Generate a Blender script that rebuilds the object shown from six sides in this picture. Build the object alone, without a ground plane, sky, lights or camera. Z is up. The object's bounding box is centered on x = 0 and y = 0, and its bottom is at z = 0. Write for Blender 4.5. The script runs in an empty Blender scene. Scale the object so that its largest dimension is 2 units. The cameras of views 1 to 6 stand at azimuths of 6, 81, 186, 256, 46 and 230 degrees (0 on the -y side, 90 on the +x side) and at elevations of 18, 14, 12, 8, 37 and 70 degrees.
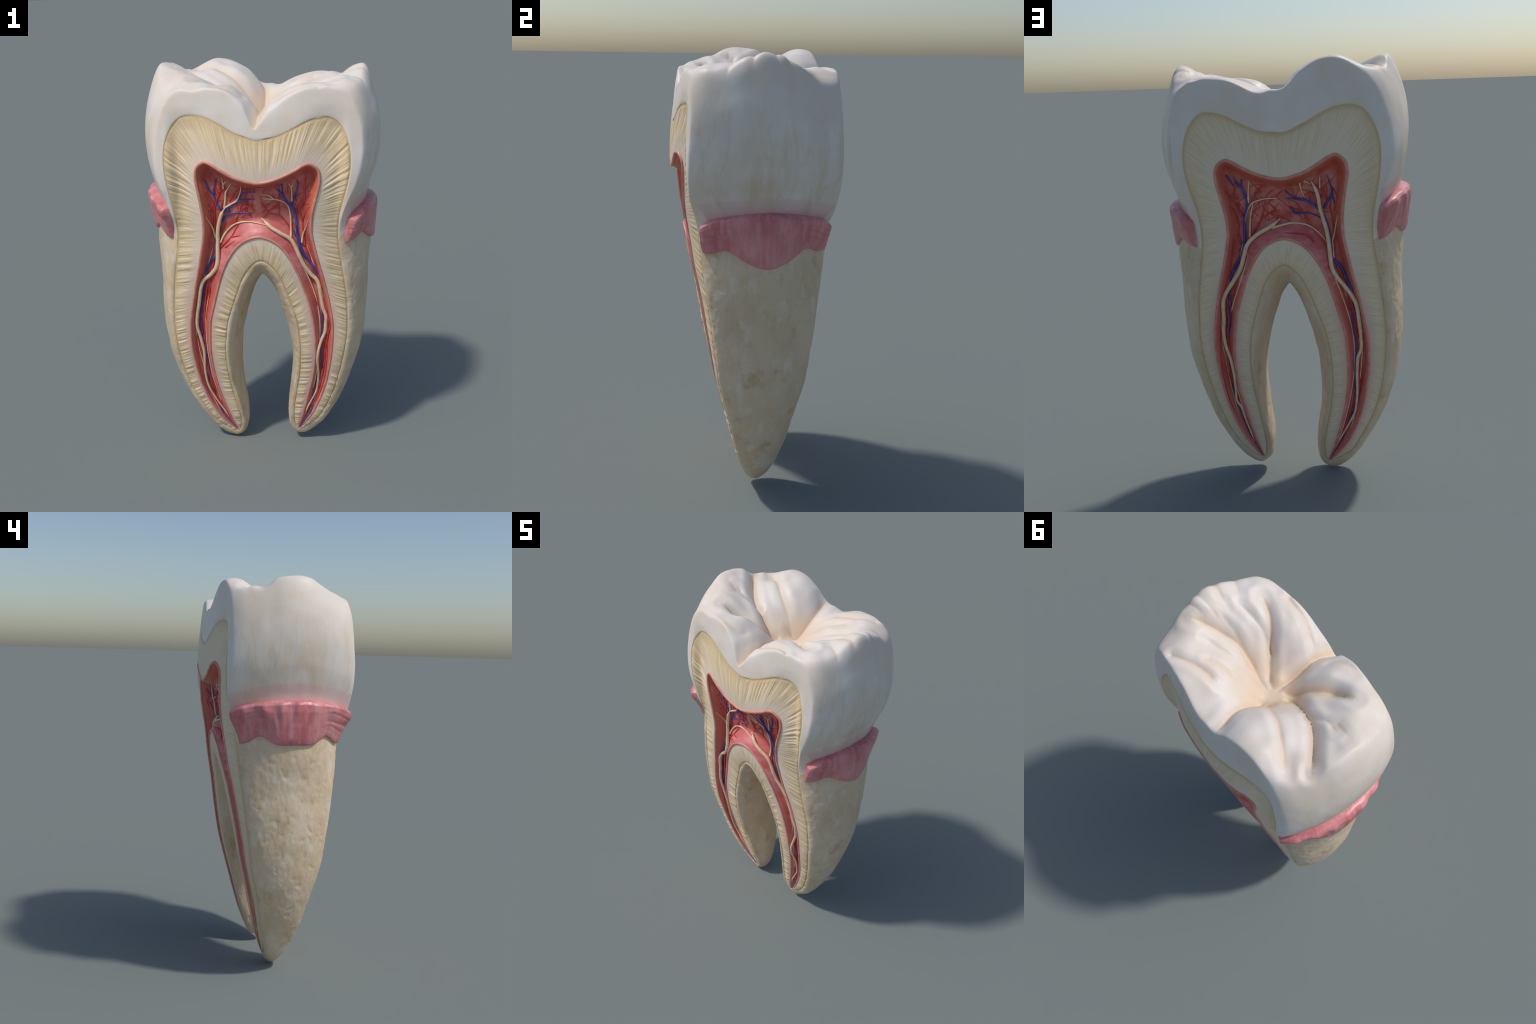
"""Anatomical model of a molar tooth, cut on both sides: enamel crown, dentin,
cementum-clad roots, recessed pulp with nerves, arteries and veins, gum bands."""
import bpy, math, random
import numpy as np
from mathutils import noise, Vector

random.seed(7)
RNG = np.random.default_rng(7)

# ---------------------------------------------------------------- profiles
# All (x, z) curves lie on the cut faces. Each runs from the top middle over the
# crown corner ("top"), down to the neck ("side"), to the root tip ("outer") and
# back up to the fork between the roots ("inner"); L is x < 0, R is x > 0.
# C0: rim of the cut face, C1: outer limit of the dentin, C2: limit of the pulp.
C0L = dict(
    top_front=[(-0.010, 1.747), (-0.033, 1.797), (-0.066, 1.841), (-0.104, 1.879), (-0.150, 1.909), (-0.202, 1.921), (-0.255, 1.907), (-0.308, 1.901), (-0.360, 1.919)],
    top_back=[(0.029, 1.856), (-0.022, 1.880), (-0.067, 1.913), (-0.113, 1.945), (-0.161, 1.974), (-0.216, 1.983), (-0.271, 1.977), (-0.321, 1.954), (-0.367, 1.920)],
    side_front=[(-0.360, 1.919), (-0.415, 1.847), (-0.445, 1.760), (-0.464, 1.670), (-0.466, 1.578), (-0.454, 1.487), (-0.429, 1.399), (-0.403, 1.311), (-0.397, 1.220)],
    side_back=[(-0.367, 1.920), (-0.419, 1.843), (-0.449, 1.754), (-0.472, 1.663), (-0.475, 1.569), (-0.456, 1.478), (-0.425, 1.389), (-0.402, 1.298), (-0.399, 1.204)],
    outer=[(-0.398, 1.212), (-0.427, 1.085), (-0.449, 0.957), (-0.462, 0.828), (-0.465, 0.698), (-0.456, 0.568), (-0.435, 0.440), (-0.397, 0.315), (-0.342, 0.197), (-0.275, 0.086), (-0.165, 0.031)],
    inner=[(-0.165, 0.031), (-0.134, 0.102), (-0.137, 0.182), (-0.149, 0.261), (-0.165, 0.340), (-0.178, 0.419), (-0.184, 0.499), (-0.185, 0.579), (-0.179, 0.659), (-0.167, 0.738), (-0.146, 0.815), (-0.118, 0.890), (-0.091, 0.965), (-0.054, 1.036), (0.000, 1.093)],
)
C0R = dict(
    top_front=[(-0.010, 1.747), (0.028, 1.791), (0.074, 1.827), (0.122, 1.860), (0.174, 1.885), (0.229, 1.905), (0.287, 1.910), (0.344, 1.903), (0.399, 1.884)],
    top_back=[(0.033, 1.855), (0.084, 1.855), (0.131, 1.872), (0.176, 1.897), (0.224, 1.913), (0.275, 1.917), (0.327, 1.912), (0.377, 1.902), (0.425, 1.885)],
    side_front=[(0.399, 1.884), (0.440, 1.807), (0.469, 1.725), (0.474, 1.639), (0.464, 1.553), (0.441, 1.469), (0.407, 1.389), (0.381, 1.306), (0.373, 1.219)],
    side_back=[(0.425, 1.885), (0.457, 1.800), (0.472, 1.709), (0.476, 1.617), (0.466, 1.526), (0.443, 1.437), (0.411, 1.352), (0.379, 1.266), (0.373, 1.175)],
    outer=[(0.373, 1.197), (0.400, 1.077), (0.423, 0.956), (0.427, 0.832), (0.429, 0.709), (0.416, 0.586), (0.396, 0.464), (0.366, 0.344), (0.324, 0.228), (0.265, 0.120), (0.168, 0.050)],
    inner=[(0.168, 0.050), (0.122, 0.110), (0.121, 0.189), (0.129, 0.268), (0.141, 0.347), (0.154, 0.425), (0.163, 0.504), (0.168, 0.583), (0.168, 0.662), (0.160, 0.741), (0.142, 0.818), (0.118, 0.894), (0.092, 0.969), (0.058, 1.040), (0.000, 1.093)],
)
C1L = dict(
    top=[(0.006, 1.686), (-0.042, 1.696), (-0.089, 1.713), (-0.132, 1.737), (-0.175, 1.762), (-0.219, 1.784), (-0.267, 1.794), (-0.316, 1.795), (-0.361, 1.778)],
    side=[(-0.361, 1.778), (-0.400, 1.714), (-0.422, 1.644), (-0.426, 1.570), (-0.420, 1.496), (-0.408, 1.422), (-0.396, 1.349), (-0.391, 1.274), (-0.393, 1.200)],
    outer=[(-0.393, 1.200), (-0.411, 1.076), (-0.430, 0.953), (-0.443, 0.828), (-0.446, 0.703), (-0.438, 0.579), (-0.420, 0.455), (-0.387, 0.335), (-0.335, 0.221), (-0.272, 0.113), (-0.171, 0.055)],
    inner=[(-0.171, 0.055), (-0.149, 0.129), (-0.157, 0.209), (-0.171, 0.287), (-0.185, 0.366), (-0.195, 0.446), (-0.199, 0.526), (-0.198, 0.606), (-0.190, 0.685), (-0.176, 0.764), (-0.153, 0.840), (-0.126, 0.916), (-0.098, 0.991), (-0.060, 1.060), (0.001, 1.109)],
)
C1R = dict(
    top=[(0.006, 1.686), (0.053, 1.691), (0.098, 1.702), (0.142, 1.720), (0.184, 1.741), (0.226, 1.762), (0.271, 1.775), (0.318, 1.778), (0.362, 1.762)],
    side=[(0.362, 1.762), (0.399, 1.699), (0.417, 1.628), (0.418, 1.554), (0.407, 1.482), (0.389, 1.410), (0.373, 1.338), (0.366, 1.265), (0.368, 1.191)],
    outer=[(0.368, 1.191), (0.383, 1.073), (0.401, 0.954), (0.410, 0.835), (0.411, 0.716), (0.397, 0.597), (0.376, 0.479), (0.348, 0.363), (0.308, 0.251), (0.251, 0.146), (0.161, 0.074)],
    inner=[(0.161, 0.074), (0.139, 0.147), (0.143, 0.225), (0.153, 0.303), (0.163, 0.381), (0.174, 0.458), (0.180, 0.536), (0.182, 0.615), (0.178, 0.693), (0.168, 0.771), (0.148, 0.846), (0.125, 0.921), (0.100, 0.995), (0.062, 1.064), (0.001, 1.109)],
)
C2L = dict(
    top=[(0.011, 1.497), (-0.023, 1.499), (-0.056, 1.507), (-0.088, 1.517), (-0.120, 1.531), (-0.149, 1.548), (-0.178, 1.566), (-0.207, 1.584), (-0.240, 1.593)],
    side=[(-0.240, 1.593), (-0.276, 1.562), (-0.284, 1.514), (-0.278, 1.465), (-0.270, 1.416), (-0.264, 1.367), (-0.260, 1.317), (-0.261, 1.268), (-0.266, 1.219)],
    outer=[(-0.266, 1.219), (-0.291, 1.098), (-0.320, 0.978), (-0.345, 0.857), (-0.366, 0.736), (-0.369, 0.613), (-0.357, 0.490), (-0.336, 0.368), (-0.299, 0.251), (-0.243, 0.141), (-0.165, 0.047)],
    inner=[(-0.165, 0.047), (-0.194, 0.135), (-0.219, 0.224), (-0.242, 0.314), (-0.260, 0.406), (-0.271, 0.498), (-0.275, 0.591), (-0.271, 0.684), (-0.262, 0.776), (-0.238, 0.866), (-0.214, 0.956), (-0.186, 1.044), (-0.145, 1.128), (-0.086, 1.199), (-0.001, 1.231)],
)
C2R = dict(
    top=[(0.011, 1.497), (0.041, 1.502), (0.070, 1.509), (0.099, 1.519), (0.127, 1.531), (0.154, 1.544), (0.180, 1.558), (0.206, 1.573), (0.236, 1.579)],
    side=[(0.236, 1.579), (0.273, 1.553), (0.282, 1.509), (0.275, 1.463), (0.263, 1.417), (0.252, 1.372), (0.244, 1.326), (0.241, 1.279), (0.243, 1.233)],
    outer=[(0.243, 1.233), (0.269, 1.114), (0.299, 0.996), (0.324, 0.876), (0.340, 0.756), (0.338, 0.634), (0.325, 0.513), (0.304, 0.393), (0.269, 0.276), (0.220, 0.165), (0.155, 0.063)],
    inner=[(0.155, 0.063), (0.177, 0.151), (0.198, 0.239), (0.217, 0.328), (0.236, 0.417), (0.249, 0.507), (0.254, 0.598), (0.253, 0.689), (0.244, 0.779), (0.228, 0.869), (0.203, 0.956), (0.174, 1.042), (0.136, 1.124), (0.081, 1.196), (-0.001, 1.231)],
)
nerve_front = [
    [(-0.160, 1.363), (-0.182, 1.322), (-0.200, 1.252), (-0.205, 1.171), (-0.212, 1.077), (-0.242, 1.026), (-0.293, 0.974), (-0.319, 0.853), (-0.331, 0.794), (-0.336, 0.729), (-0.322, 0.650), (-0.313, 0.577), (-0.316, 0.501), (-0.318, 0.449), (-0.309, 0.365), (-0.285, 0.296), (-0.255, 0.232), (-0.225, 0.179), (-0.210, 0.146)],
    [(-0.164, 1.359), (-0.156, 1.404), (-0.151, 1.440), (-0.134, 1.468), (-0.122, 1.487)],
    [(-0.160, 1.363), (-0.125, 1.384), (-0.102, 1.400), (-0.084, 1.440), (-0.079, 1.470)],
    [(-0.161, 1.456), (-0.163, 1.487), (-0.165, 1.517)],
    [(-0.161, 1.477), (-0.152, 1.489), (-0.146, 1.495)],
    [(-0.215, 1.208), (-0.225, 1.256), (-0.238, 1.297), (-0.249, 1.329)],
    [(-0.193, 1.184), (-0.169, 1.229), (-0.132, 1.270), (-0.093, 1.288), (-0.040, 1.293), (0.025, 1.282), (0.051, 1.272)],
    [(0.011, 1.311), (0.051, 1.274), (0.095, 1.245), (0.142, 1.212), (0.164, 1.176), (0.186, 1.119), (0.208, 1.069), (0.238, 1.023), (0.272, 0.976), (0.292, 0.849), (0.308, 0.795), (0.307, 0.750), (0.303, 0.704), (0.283, 0.648), (0.269, 0.596), (0.264, 0.531), (0.268, 0.460), (0.265, 0.398), (0.256, 0.334), (0.231, 0.276), (0.209, 0.227), (0.196, 0.178)],
    [(0.146, 1.216), (0.146, 1.273), (0.145, 1.321), (0.135, 1.370), (0.107, 1.395), (0.074, 1.403), (0.015, 1.408)],
    [(0.074, 1.403), (0.045, 1.424), (0.013, 1.428)],
    [(0.154, 1.394), (0.152, 1.457), (0.137, 1.485)],
    [(0.152, 1.461), (0.162, 1.484)],
    [(0.196, 1.183), (0.201, 1.223), (0.216, 1.263), (0.228, 1.307)],
]
vein_front = [
    [(-0.180, 1.347), (-0.197, 1.383), (-0.212, 1.427), (-0.229, 1.451), (-0.248, 1.472)],
    [(-0.212, 1.431), (-0.203, 1.475), (-0.187, 1.514)],
    [(-0.232, 1.459), (-0.241, 1.490), (-0.251, 1.503)],
    [(-0.168, 1.337), (-0.134, 1.368), (-0.102, 1.392), (-0.057, 1.402), (-0.014, 1.407)],
    [(-0.092, 1.408), (-0.074, 1.432), (-0.047, 1.440), (-0.011, 1.440)],
    [(-0.177, 1.290), (-0.160, 1.319), (-0.121, 1.335), (-0.091, 1.338), (-0.035, 1.330)],
    [(-0.189, 1.273), (-0.213, 1.171), (-0.217, 1.118), (-0.242, 1.089), (-0.260, 1.055), (-0.275, 1.004), (-0.309, 0.821), (-0.315, 0.739), (-0.304, 0.612), (-0.299, 0.532), (-0.297, 0.460), (-0.303, 0.407), (-0.306, 0.354), (-0.286, 0.285), (-0.260, 0.232), (-0.242, 0.173), (-0.212, 0.124), (-0.189, 0.087), (-0.164, 0.047)],
    [(0.073, 1.465), (0.104, 1.435), (0.118, 1.411), (0.132, 1.386), (0.153, 1.366), (0.167, 1.329), (0.173, 1.272), (0.175, 1.232), (0.183, 1.191), (0.197, 1.139), (0.223, 1.102), (0.246, 1.069), (0.264, 1.023), (0.272, 0.989), (0.290, 0.795), (0.284, 0.722), (0.279, 0.639), (0.283, 0.586), (0.286, 0.521), (0.292, 0.460), (0.278, 0.414), (0.257, 0.392), (0.242, 0.350), (0.237, 0.297), (0.239, 0.249), (0.221, 0.190), (0.191, 0.142), (0.159, 0.072)],
    [(0.109, 1.478), (0.113, 1.427)],
    [(0.152, 1.374), (0.166, 1.417), (0.181, 1.456), (0.180, 1.499)],
    [(0.165, 1.220), (0.158, 1.248)],
]
artery_front = [
    [(-0.220, 1.207), (-0.213, 1.314), (-0.207, 1.367), (-0.190, 1.416), (-0.177, 1.444), (-0.146, 1.460)],
    [(-0.217, 1.346), (-0.228, 1.371), (-0.238, 1.391)],
    [(-0.181, 1.436), (-0.175, 1.475)],
    [(-0.215, 1.346), (-0.216, 1.403)],
    [(-0.125, 1.274), (-0.098, 1.331), (-0.081, 1.380)],
    [(-0.091, 1.331), (-0.070, 1.364), (-0.018, 1.372)],
    [(-0.084, 1.315), (-0.057, 1.336), (-0.019, 1.348)],
    [(-0.192, 1.163), (-0.139, 1.217), (-0.114, 1.258), (-0.098, 1.278)],
    [(-0.135, 1.221), (-0.089, 1.234)],
    [(-0.165, 1.168), (-0.116, 1.209)],
    [(-0.220, 1.207), (-0.225, 1.118), (-0.241, 1.047), (-0.270, 0.966), (-0.294, 0.808), (-0.301, 0.707), (-0.305, 0.602), (-0.301, 0.501), (-0.293, 0.408), (-0.266, 0.312), (-0.235, 0.222), (-0.206, 0.143)],
    [(0.178, 1.127), (0.140, 1.257), (0.111, 1.306), (0.093, 1.326), (0.094, 1.359), (0.077, 1.395), (0.064, 1.435)],
    [(0.093, 1.326), (0.049, 1.335), (0.021, 1.368), (0.011, 1.392)],
    [(0.049, 1.333), (0.004, 1.315)],
    [(0.200, 1.296), (0.186, 1.337), (0.190, 1.361), (0.213, 1.392), (0.242, 1.435)],
    [(0.211, 1.392), (0.214, 1.471), (0.220, 1.517)],
    [(0.217, 1.448), (0.236, 1.482)],
    [(0.209, 1.167), (0.204, 1.239), (0.200, 1.296), (0.219, 1.352)],
    [(0.209, 1.167), (0.238, 1.077), (0.268, 0.985), (0.323, 0.777), (0.319, 0.690), (0.303, 0.596), (0.298, 0.496), (0.282, 0.403), (0.260, 0.313), (0.230, 0.233), (0.200, 0.167)],
]
nerve_back = [
    [(0.012, 1.313), (0.053, 1.281), (0.115, 1.245), (0.162, 1.200), (0.181, 1.146), (0.201, 1.084), (0.241, 1.020), (0.278, 0.964), (0.293, 0.913), (0.296, 0.826), (0.302, 0.777), (0.297, 0.703), (0.277, 0.629), (0.266, 0.552), (0.266, 0.477), (0.268, 0.406), (0.247, 0.365), (0.234, 0.309), (0.213, 0.231), (0.196, 0.168)],
    [(0.175, 1.291), (0.161, 1.344), (0.143, 1.373), (0.122, 1.391), (0.070, 1.404), (0.019, 1.405)],
    [(0.152, 1.229), (0.149, 1.286), (0.141, 1.340), (0.128, 1.385)],
    [(0.150, 1.385), (0.145, 1.453), (0.138, 1.489)],
    [(0.203, 1.125), (0.197, 1.154), (0.186, 1.204)],
    [(0.050, 1.273), (-0.006, 1.288), (-0.048, 1.292), (-0.099, 1.283), (-0.137, 1.261), (-0.179, 1.215), (-0.194, 1.182)],
    [(-0.130, 1.479), (-0.151, 1.435), (-0.159, 1.399), (-0.164, 1.358), (-0.177, 1.305), (-0.190, 1.256), (-0.198, 1.202), (-0.203, 1.141), (-0.211, 1.083), (-0.234, 1.037), (-0.269, 0.990), (-0.300, 0.943), (-0.319, 0.888), (-0.335, 0.707), (-0.318, 0.639), (-0.313, 0.554), (-0.313, 0.466), (-0.308, 0.396), (-0.299, 0.340), (-0.270, 0.274), (-0.243, 0.222), (-0.213, 0.167)],
    [(-0.218, 1.128), (-0.215, 1.182), (-0.214, 1.206), (-0.225, 1.247), (-0.240, 1.328)],
    [(-0.080, 1.473), (-0.086, 1.437), (-0.100, 1.404)],
    [(-0.099, 1.480), (-0.133, 1.463)],
    [(-0.165, 1.446), (-0.167, 1.498)],
]
vein_back = [
    [(0.240, 1.510), (0.222, 1.478), (0.208, 1.458)],
    [(0.208, 1.506), (0.199, 1.474), (0.176, 1.454), (0.163, 1.417), (0.153, 1.393), (0.158, 1.360), (0.171, 1.319), (0.175, 1.262), (0.177, 1.212), (0.193, 1.146), (0.225, 1.092), (0.248, 1.046), (0.268, 0.990), (0.262, 0.964), (0.261, 0.874), (0.282, 0.740), (0.278, 0.624), (0.279, 0.532), (0.279, 0.477), (0.277, 0.427), (0.264, 0.375), (0.240, 0.288), (0.215, 0.205), (0.192, 0.157), (0.157, 0.071)],
    [(0.174, 1.490), (0.176, 1.454)],
    [(-0.015, 1.404), (-0.053, 1.402), (-0.092, 1.395), (-0.130, 1.377), (-0.160, 1.350), (-0.182, 1.313), (-0.196, 1.264), (-0.203, 1.223), (-0.209, 1.182), (-0.212, 1.129), (-0.239, 1.099), (-0.258, 1.070), (-0.277, 1.015), (-0.298, 0.964), (-0.296, 0.802), (-0.311, 0.726), (-0.308, 0.648), (-0.302, 0.554), (-0.303, 0.456), (-0.297, 0.381), (-0.279, 0.320), (-0.261, 0.258), (-0.243, 0.201), (-0.210, 0.134), (-0.168, 0.051)],
    [(-0.036, 1.362), (-0.058, 1.335), (-0.112, 1.335), (-0.147, 1.322), (-0.172, 1.305)],
    [(-0.183, 1.354), (-0.199, 1.389), (-0.218, 1.421), (-0.213, 1.453), (-0.202, 1.489), (-0.195, 1.504)],
    [(-0.217, 1.413), (-0.230, 1.368)],
    [(-0.016, 1.436), (-0.050, 1.406)],
]
artery_back = [
    [(0.195, 1.196), (0.204, 1.245), (0.199, 1.287), (0.216, 1.361), (0.227, 1.367)],
    [(0.180, 1.324), (0.206, 1.385), (0.245, 1.442)],
    [(0.210, 1.406), (0.208, 1.454)],
    [(0.195, 1.196), (0.206, 1.146), (0.238, 1.071), (0.273, 0.986), (0.275, 0.831), (0.284, 0.758), (0.279, 0.657), (0.279, 0.552), (0.271, 0.442), (0.249, 0.340), (0.225, 0.257), (0.194, 0.184)],
    [(0.152, 1.229), (0.122, 1.270), (0.095, 1.315), (0.079, 1.372), (0.069, 1.416), (0.032, 1.443)],
    [(0.095, 1.315), (0.050, 1.339), (0.010, 1.350)],
    [(0.050, 1.335), (0.016, 1.383)],
    [(0.051, 1.330), (-0.008, 1.313), (-0.033, 1.300)],
    [(0.134, 1.389), (0.106, 1.441), (0.069, 1.468)],
    [(-0.224, 1.116), (-0.219, 1.271), (-0.213, 1.328), (-0.203, 1.369)],
    [(-0.223, 1.344), (-0.246, 1.416)],
    [(-0.190, 1.182), (-0.144, 1.245), (-0.115, 1.290), (-0.089, 1.340), (-0.060, 1.385)],
    [(-0.135, 1.208), (-0.101, 1.242), (-0.007, 1.256)],
    [(-0.192, 1.398), (-0.182, 1.434), (-0.145, 1.467)],
    [(-0.089, 1.340), (-0.013, 1.374)],
    [(-0.224, 1.116), (-0.254, 1.037), (-0.284, 0.952), (-0.324, 0.775), (-0.327, 0.694), (-0.322, 0.602), (-0.324, 0.505), (-0.315, 0.416), (-0.288, 0.325), (-0.252, 0.243), (-0.216, 0.170)],
]

# mid-plane (y = 0) profile of the outer surface
MIDL = dict(
    side=[(-0.455, 1.998), (-0.480, 1.984), (-0.515, 1.925), (-0.547, 1.860), (-0.569, 1.775), (-0.575, 1.700), (-0.570, 1.620), (-0.557, 1.530), (-0.542, 1.440), (-0.534, 1.370), (-0.531, 1.305)],
    outer=[(-0.531, 1.305), (-0.532, 1.220), (-0.534, 1.150), (-0.529, 1.075), (-0.528, 0.990), (-0.533, 0.880), (-0.535, 0.760), (-0.527, 0.640), (-0.510, 0.530), (-0.483, 0.420), (-0.448, 0.325), (-0.402, 0.230), (-0.348, 0.135), (-0.288, 0.058), (-0.235, 0.014), (-0.178, 0.000)],
    inner=[(-0.178, 0.000), (-0.133, 0.022), (-0.110, 0.080), (-0.105, 0.155), (-0.112, 0.235), (-0.127, 0.327), (-0.134, 0.425), (-0.132, 0.520), (-0.122, 0.620), (-0.104, 0.707), (-0.075, 0.820), (-0.045, 0.910), (-0.004, 0.975)],
)
MIDR = dict(
    side=[(0.470, 1.972), (0.498, 1.962), (0.523, 1.926), (0.549, 1.850), (0.574, 1.762), (0.583, 1.690), (0.581, 1.625), (0.566, 1.520), (0.541, 1.450), (0.517, 1.370), (0.509, 1.280)],
    outer=[(0.509, 1.280), (0.520, 1.190), (0.529, 1.145), (0.524, 1.080), (0.519, 1.010), (0.517, 0.900), (0.513, 0.780), (0.508, 0.705), (0.496, 0.615), (0.467, 0.495), (0.430, 0.378), (0.384, 0.260), (0.330, 0.164), (0.272, 0.086), (0.215, 0.034), (0.175, 0.023)],
    inner=[(0.175, 0.023), (0.143, 0.037), (0.112, 0.070), (0.099, 0.130), (0.099, 0.200), (0.109, 0.295), (0.123, 0.405), (0.127, 0.510), (0.120, 0.607), (0.100, 0.710), (0.070, 0.820), (0.040, 0.910), (-0.004, 0.975)],
)

# half thickness of the slab over height (the two cut faces mirror each other)
FACE_Z = [0, .06, .17, .33, .45, .6, .78, .96, 1.1, 1.26, 1.4, 1.5, 1.6, 1.8, 1.9, 2.05]
FACE_Y = [.03, .045, .088, .126, .157, .195, .227, .256, .288, .312, .342, .360, .362, .342, .325, .30]
_zg = np.linspace(-0.1, 2.2, 461)
_yg = np.interp(_zg, FACE_Z, FACE_Y)
_k = np.exp(-0.5 * (np.arange(-24, 25) * .005 / .035) ** 2)
_yg = np.convolve(np.pad(_yg, 24, mode="edge"), _k / _k.sum(), mode="valid")


def face_y(x, z):
    bow = np.interp(z, [.6, 1.0, 1.2, 1.5], [.1, .3, .55, .6])
    y = np.interp(z, _zg, _yg) * (1 - bow * np.asarray(x) ** 2)
    # the faces fall back outside the pulp
    xp = np.interp(z, [.05, .3, .6, .9, 1.2, 1.5, 1.8], [.17, .30, .35, .33, .24, .19, .17])
    q = np.clip((np.abs(x) - xp) / .17, 0, 1)
    rim = np.clip((np.abs(x) - .345) / .075, 0, 1)          # ...and come forward again in the enamel rim
    q = q * (1 - .82 * rim * rim * (3 - 2 * rim) * np.clip((z - 1.2) / .12, 0, 1))
    return y - np.interp(z, [.05, .4, 1.2, 1.4, 1.62, 1.74, 1.84], [.006, .019, .023, .033, .034, .021, .0]) * q * q * (3 - 2 * q)


# ---------------------------------------------------------------- helpers
def arc(P):
    return np.r_[0, np.cumsum(np.linalg.norm(np.diff(P, axis=0), axis=1))]


def resample(P, n):
    P = np.asarray(P, float)
    d = arc(P)
    s = np.linspace(0, d[-1], n)
    return np.stack([np.interp(s, d, P[:, k]) for k in range(P.shape[1])], 1)


def spline(P, n):
    """Catmull-Rom through the control points, evenly resampled to n."""
    P = np.asarray(P, float)
    Q = np.vstack([2 * P[0] - P[1], P, 2 * P[-1] - P[-2]])
    u = np.linspace(0, 1, 13)[:-1, None]
    out = []
    for a, b, c, d in zip(Q[:-3], Q[1:-2], Q[2:-1], Q[3:]):
        out.append(.5 * (2 * b + (c - a) * u + (2 * a - 5 * b + 4 * c - d) * u ** 2 + (3 * b - a - 3 * c + d) * u ** 3))
    return resample(np.vstack(out + [P[-1:]]), n)


def gauss_open(P, sigma):
    """Gaussian smoothing of a polyline (sigma in samples) with fixed ends."""
    r = max(1, int(3 * sigma))
    r = min(r, len(P) - 1)
    k = np.exp(-0.5 * (np.arange(-r, r + 1) / sigma) ** 2)
    k /= k.sum()
    pad = np.vstack([2 * P[0] - P[r:0:-1], P, 2 * P[-1] - P[-2:-r - 2:-1]])
    return np.stack([np.convolve(pad[:, j], k, mode="valid") for j in range(P.shape[1])], 1)


def gauss_loop(P, sigma):
    r = int(3 * sigma) + 1
    k = np.exp(-0.5 * (np.arange(-r, r + 1) / sigma) ** 2)
    k /= k.sum()
    sh = P.shape
    F = np.concatenate([P[-r:], P, P[:r]], 0).reshape(len(P) + 2 * r, -1)
    out = sum(k[i] * F[i:i + len(P)] for i in range(2 * r + 1))
    return out.reshape(sh)


def smooth01(x):
    x = np.clip(x, 0, 1)
    return x * x * (3 - 2 * x)


def fbm(P, scale, octaves=3, seed=0):
    o = Vector((seed * 17.3, seed * 5.1, -seed * 9.7))
    return np.array([noise.fractal(Vector(p) * scale + o, 1.0, 2.0, octaves, noise_basis="PERLIN_ORIGINAL") for p in P])


def mesh_object(name, verts, faces, mat, parent, smooth=True, attrs=None):
    me = bpy.data.meshes.new(name)
    verts = np.asarray(verts, np.float32).reshape(-1, 3)
    me.from_pydata(verts.tolist(), [], faces if isinstance(faces, list) else faces.tolist())
    for an, values in (attrs or {}).items():
        a = me.attributes.new(an, "FLOAT", "POINT")
        a.data.foreach_set("value", np.asarray(values, np.float32).ravel())
    if smooth:
        me.shade_smooth()
    me.materials.append(mat)
    me.update()
    ob = bpy.data.objects.new(name, me)
    bpy.context.scene.collection.objects.link(ob)
    ob.parent = parent
    return ob


def grid_faces(nu, nv, flip=False, close_u=False):
    i, j = np.meshgrid(np.arange(nu if close_u else nu - 1), np.arange(nv - 1), indexing="ij")
    a = i * nv + j
    b = ((i + 1) % nu) * nv + j
    q = np.stack([a, b, b + 1, a + 1], -1).reshape(-1, 4)
    return q[:, ::-1] if flip else q


# ---------------------------------------------------------------- loop parametrisation
COUNTS = dict(top=105, side=150, outer=310, inner=275)
SEGS = ("top", "side", "outer", "inner")


def loop(L, R, suffix="", sigma=2.5):
    """Closed loop: top middle -> left side -> left tip -> fork -> right tip -> top."""
    ctrl, n_left = [], {}
    for curve, order in ((L, SEGS), (R, SEGS[::-1])):
        for s in order:
            P = np.array(curve[s if s in curve else s + suffix])
            if curve is R:
                P = P[::-1]
            n_left[(curve is R, s)] = (len(ctrl), len(ctrl) + len(P) - 1)
            ctrl += P[:-1].tolist()
    C = np.array(ctrl)
    m = len(C)
    u = np.linspace(0, 1, 13)[:-1, None]
    dense = []
    for i in range(m):
        p0, p1, p2, p3 = C[i - 1], C[i], C[(i + 1) % m], C[(i + 2) % m]
        dense.append(.5 * (2 * p1 + (p2 - p0) * u + (2 * p0 - 5 * p1 + 4 * p2 - p3) * u ** 2 + (3 * p1 - p0 - 3 * p2 + p3) * u ** 3))
    dense = np.vstack(dense + [C[:1]])
    out = []
    for right, order in ((False, SEGS), (True, SEGS[::-1])):
        for s in order:
            i, j = n_left[(right, s)]
            out.append(resample(dense[i * 12:j * 12 + 1], COUNTS[s] + 1)[:-1])
    return gauss_loop(np.vstack(out), sigma)


NH = sum(COUNTS.values())
NT = 2 * NH
NECK = COUNTS["top"] + COUNTS["side"]
CORNER = COUNTS["top"]
FORK = NH
tips = [NECK + COUNTS["outer"], NT - NECK - COUNTS["outer"]]

c0f, c0b = loop(C0L, C0R, "_front"), loop(C0L, C0R, "_back")
c1 = loop(C1L, C1R)
c2 = loop(C2L, C2R, sigma=2.0)
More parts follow.
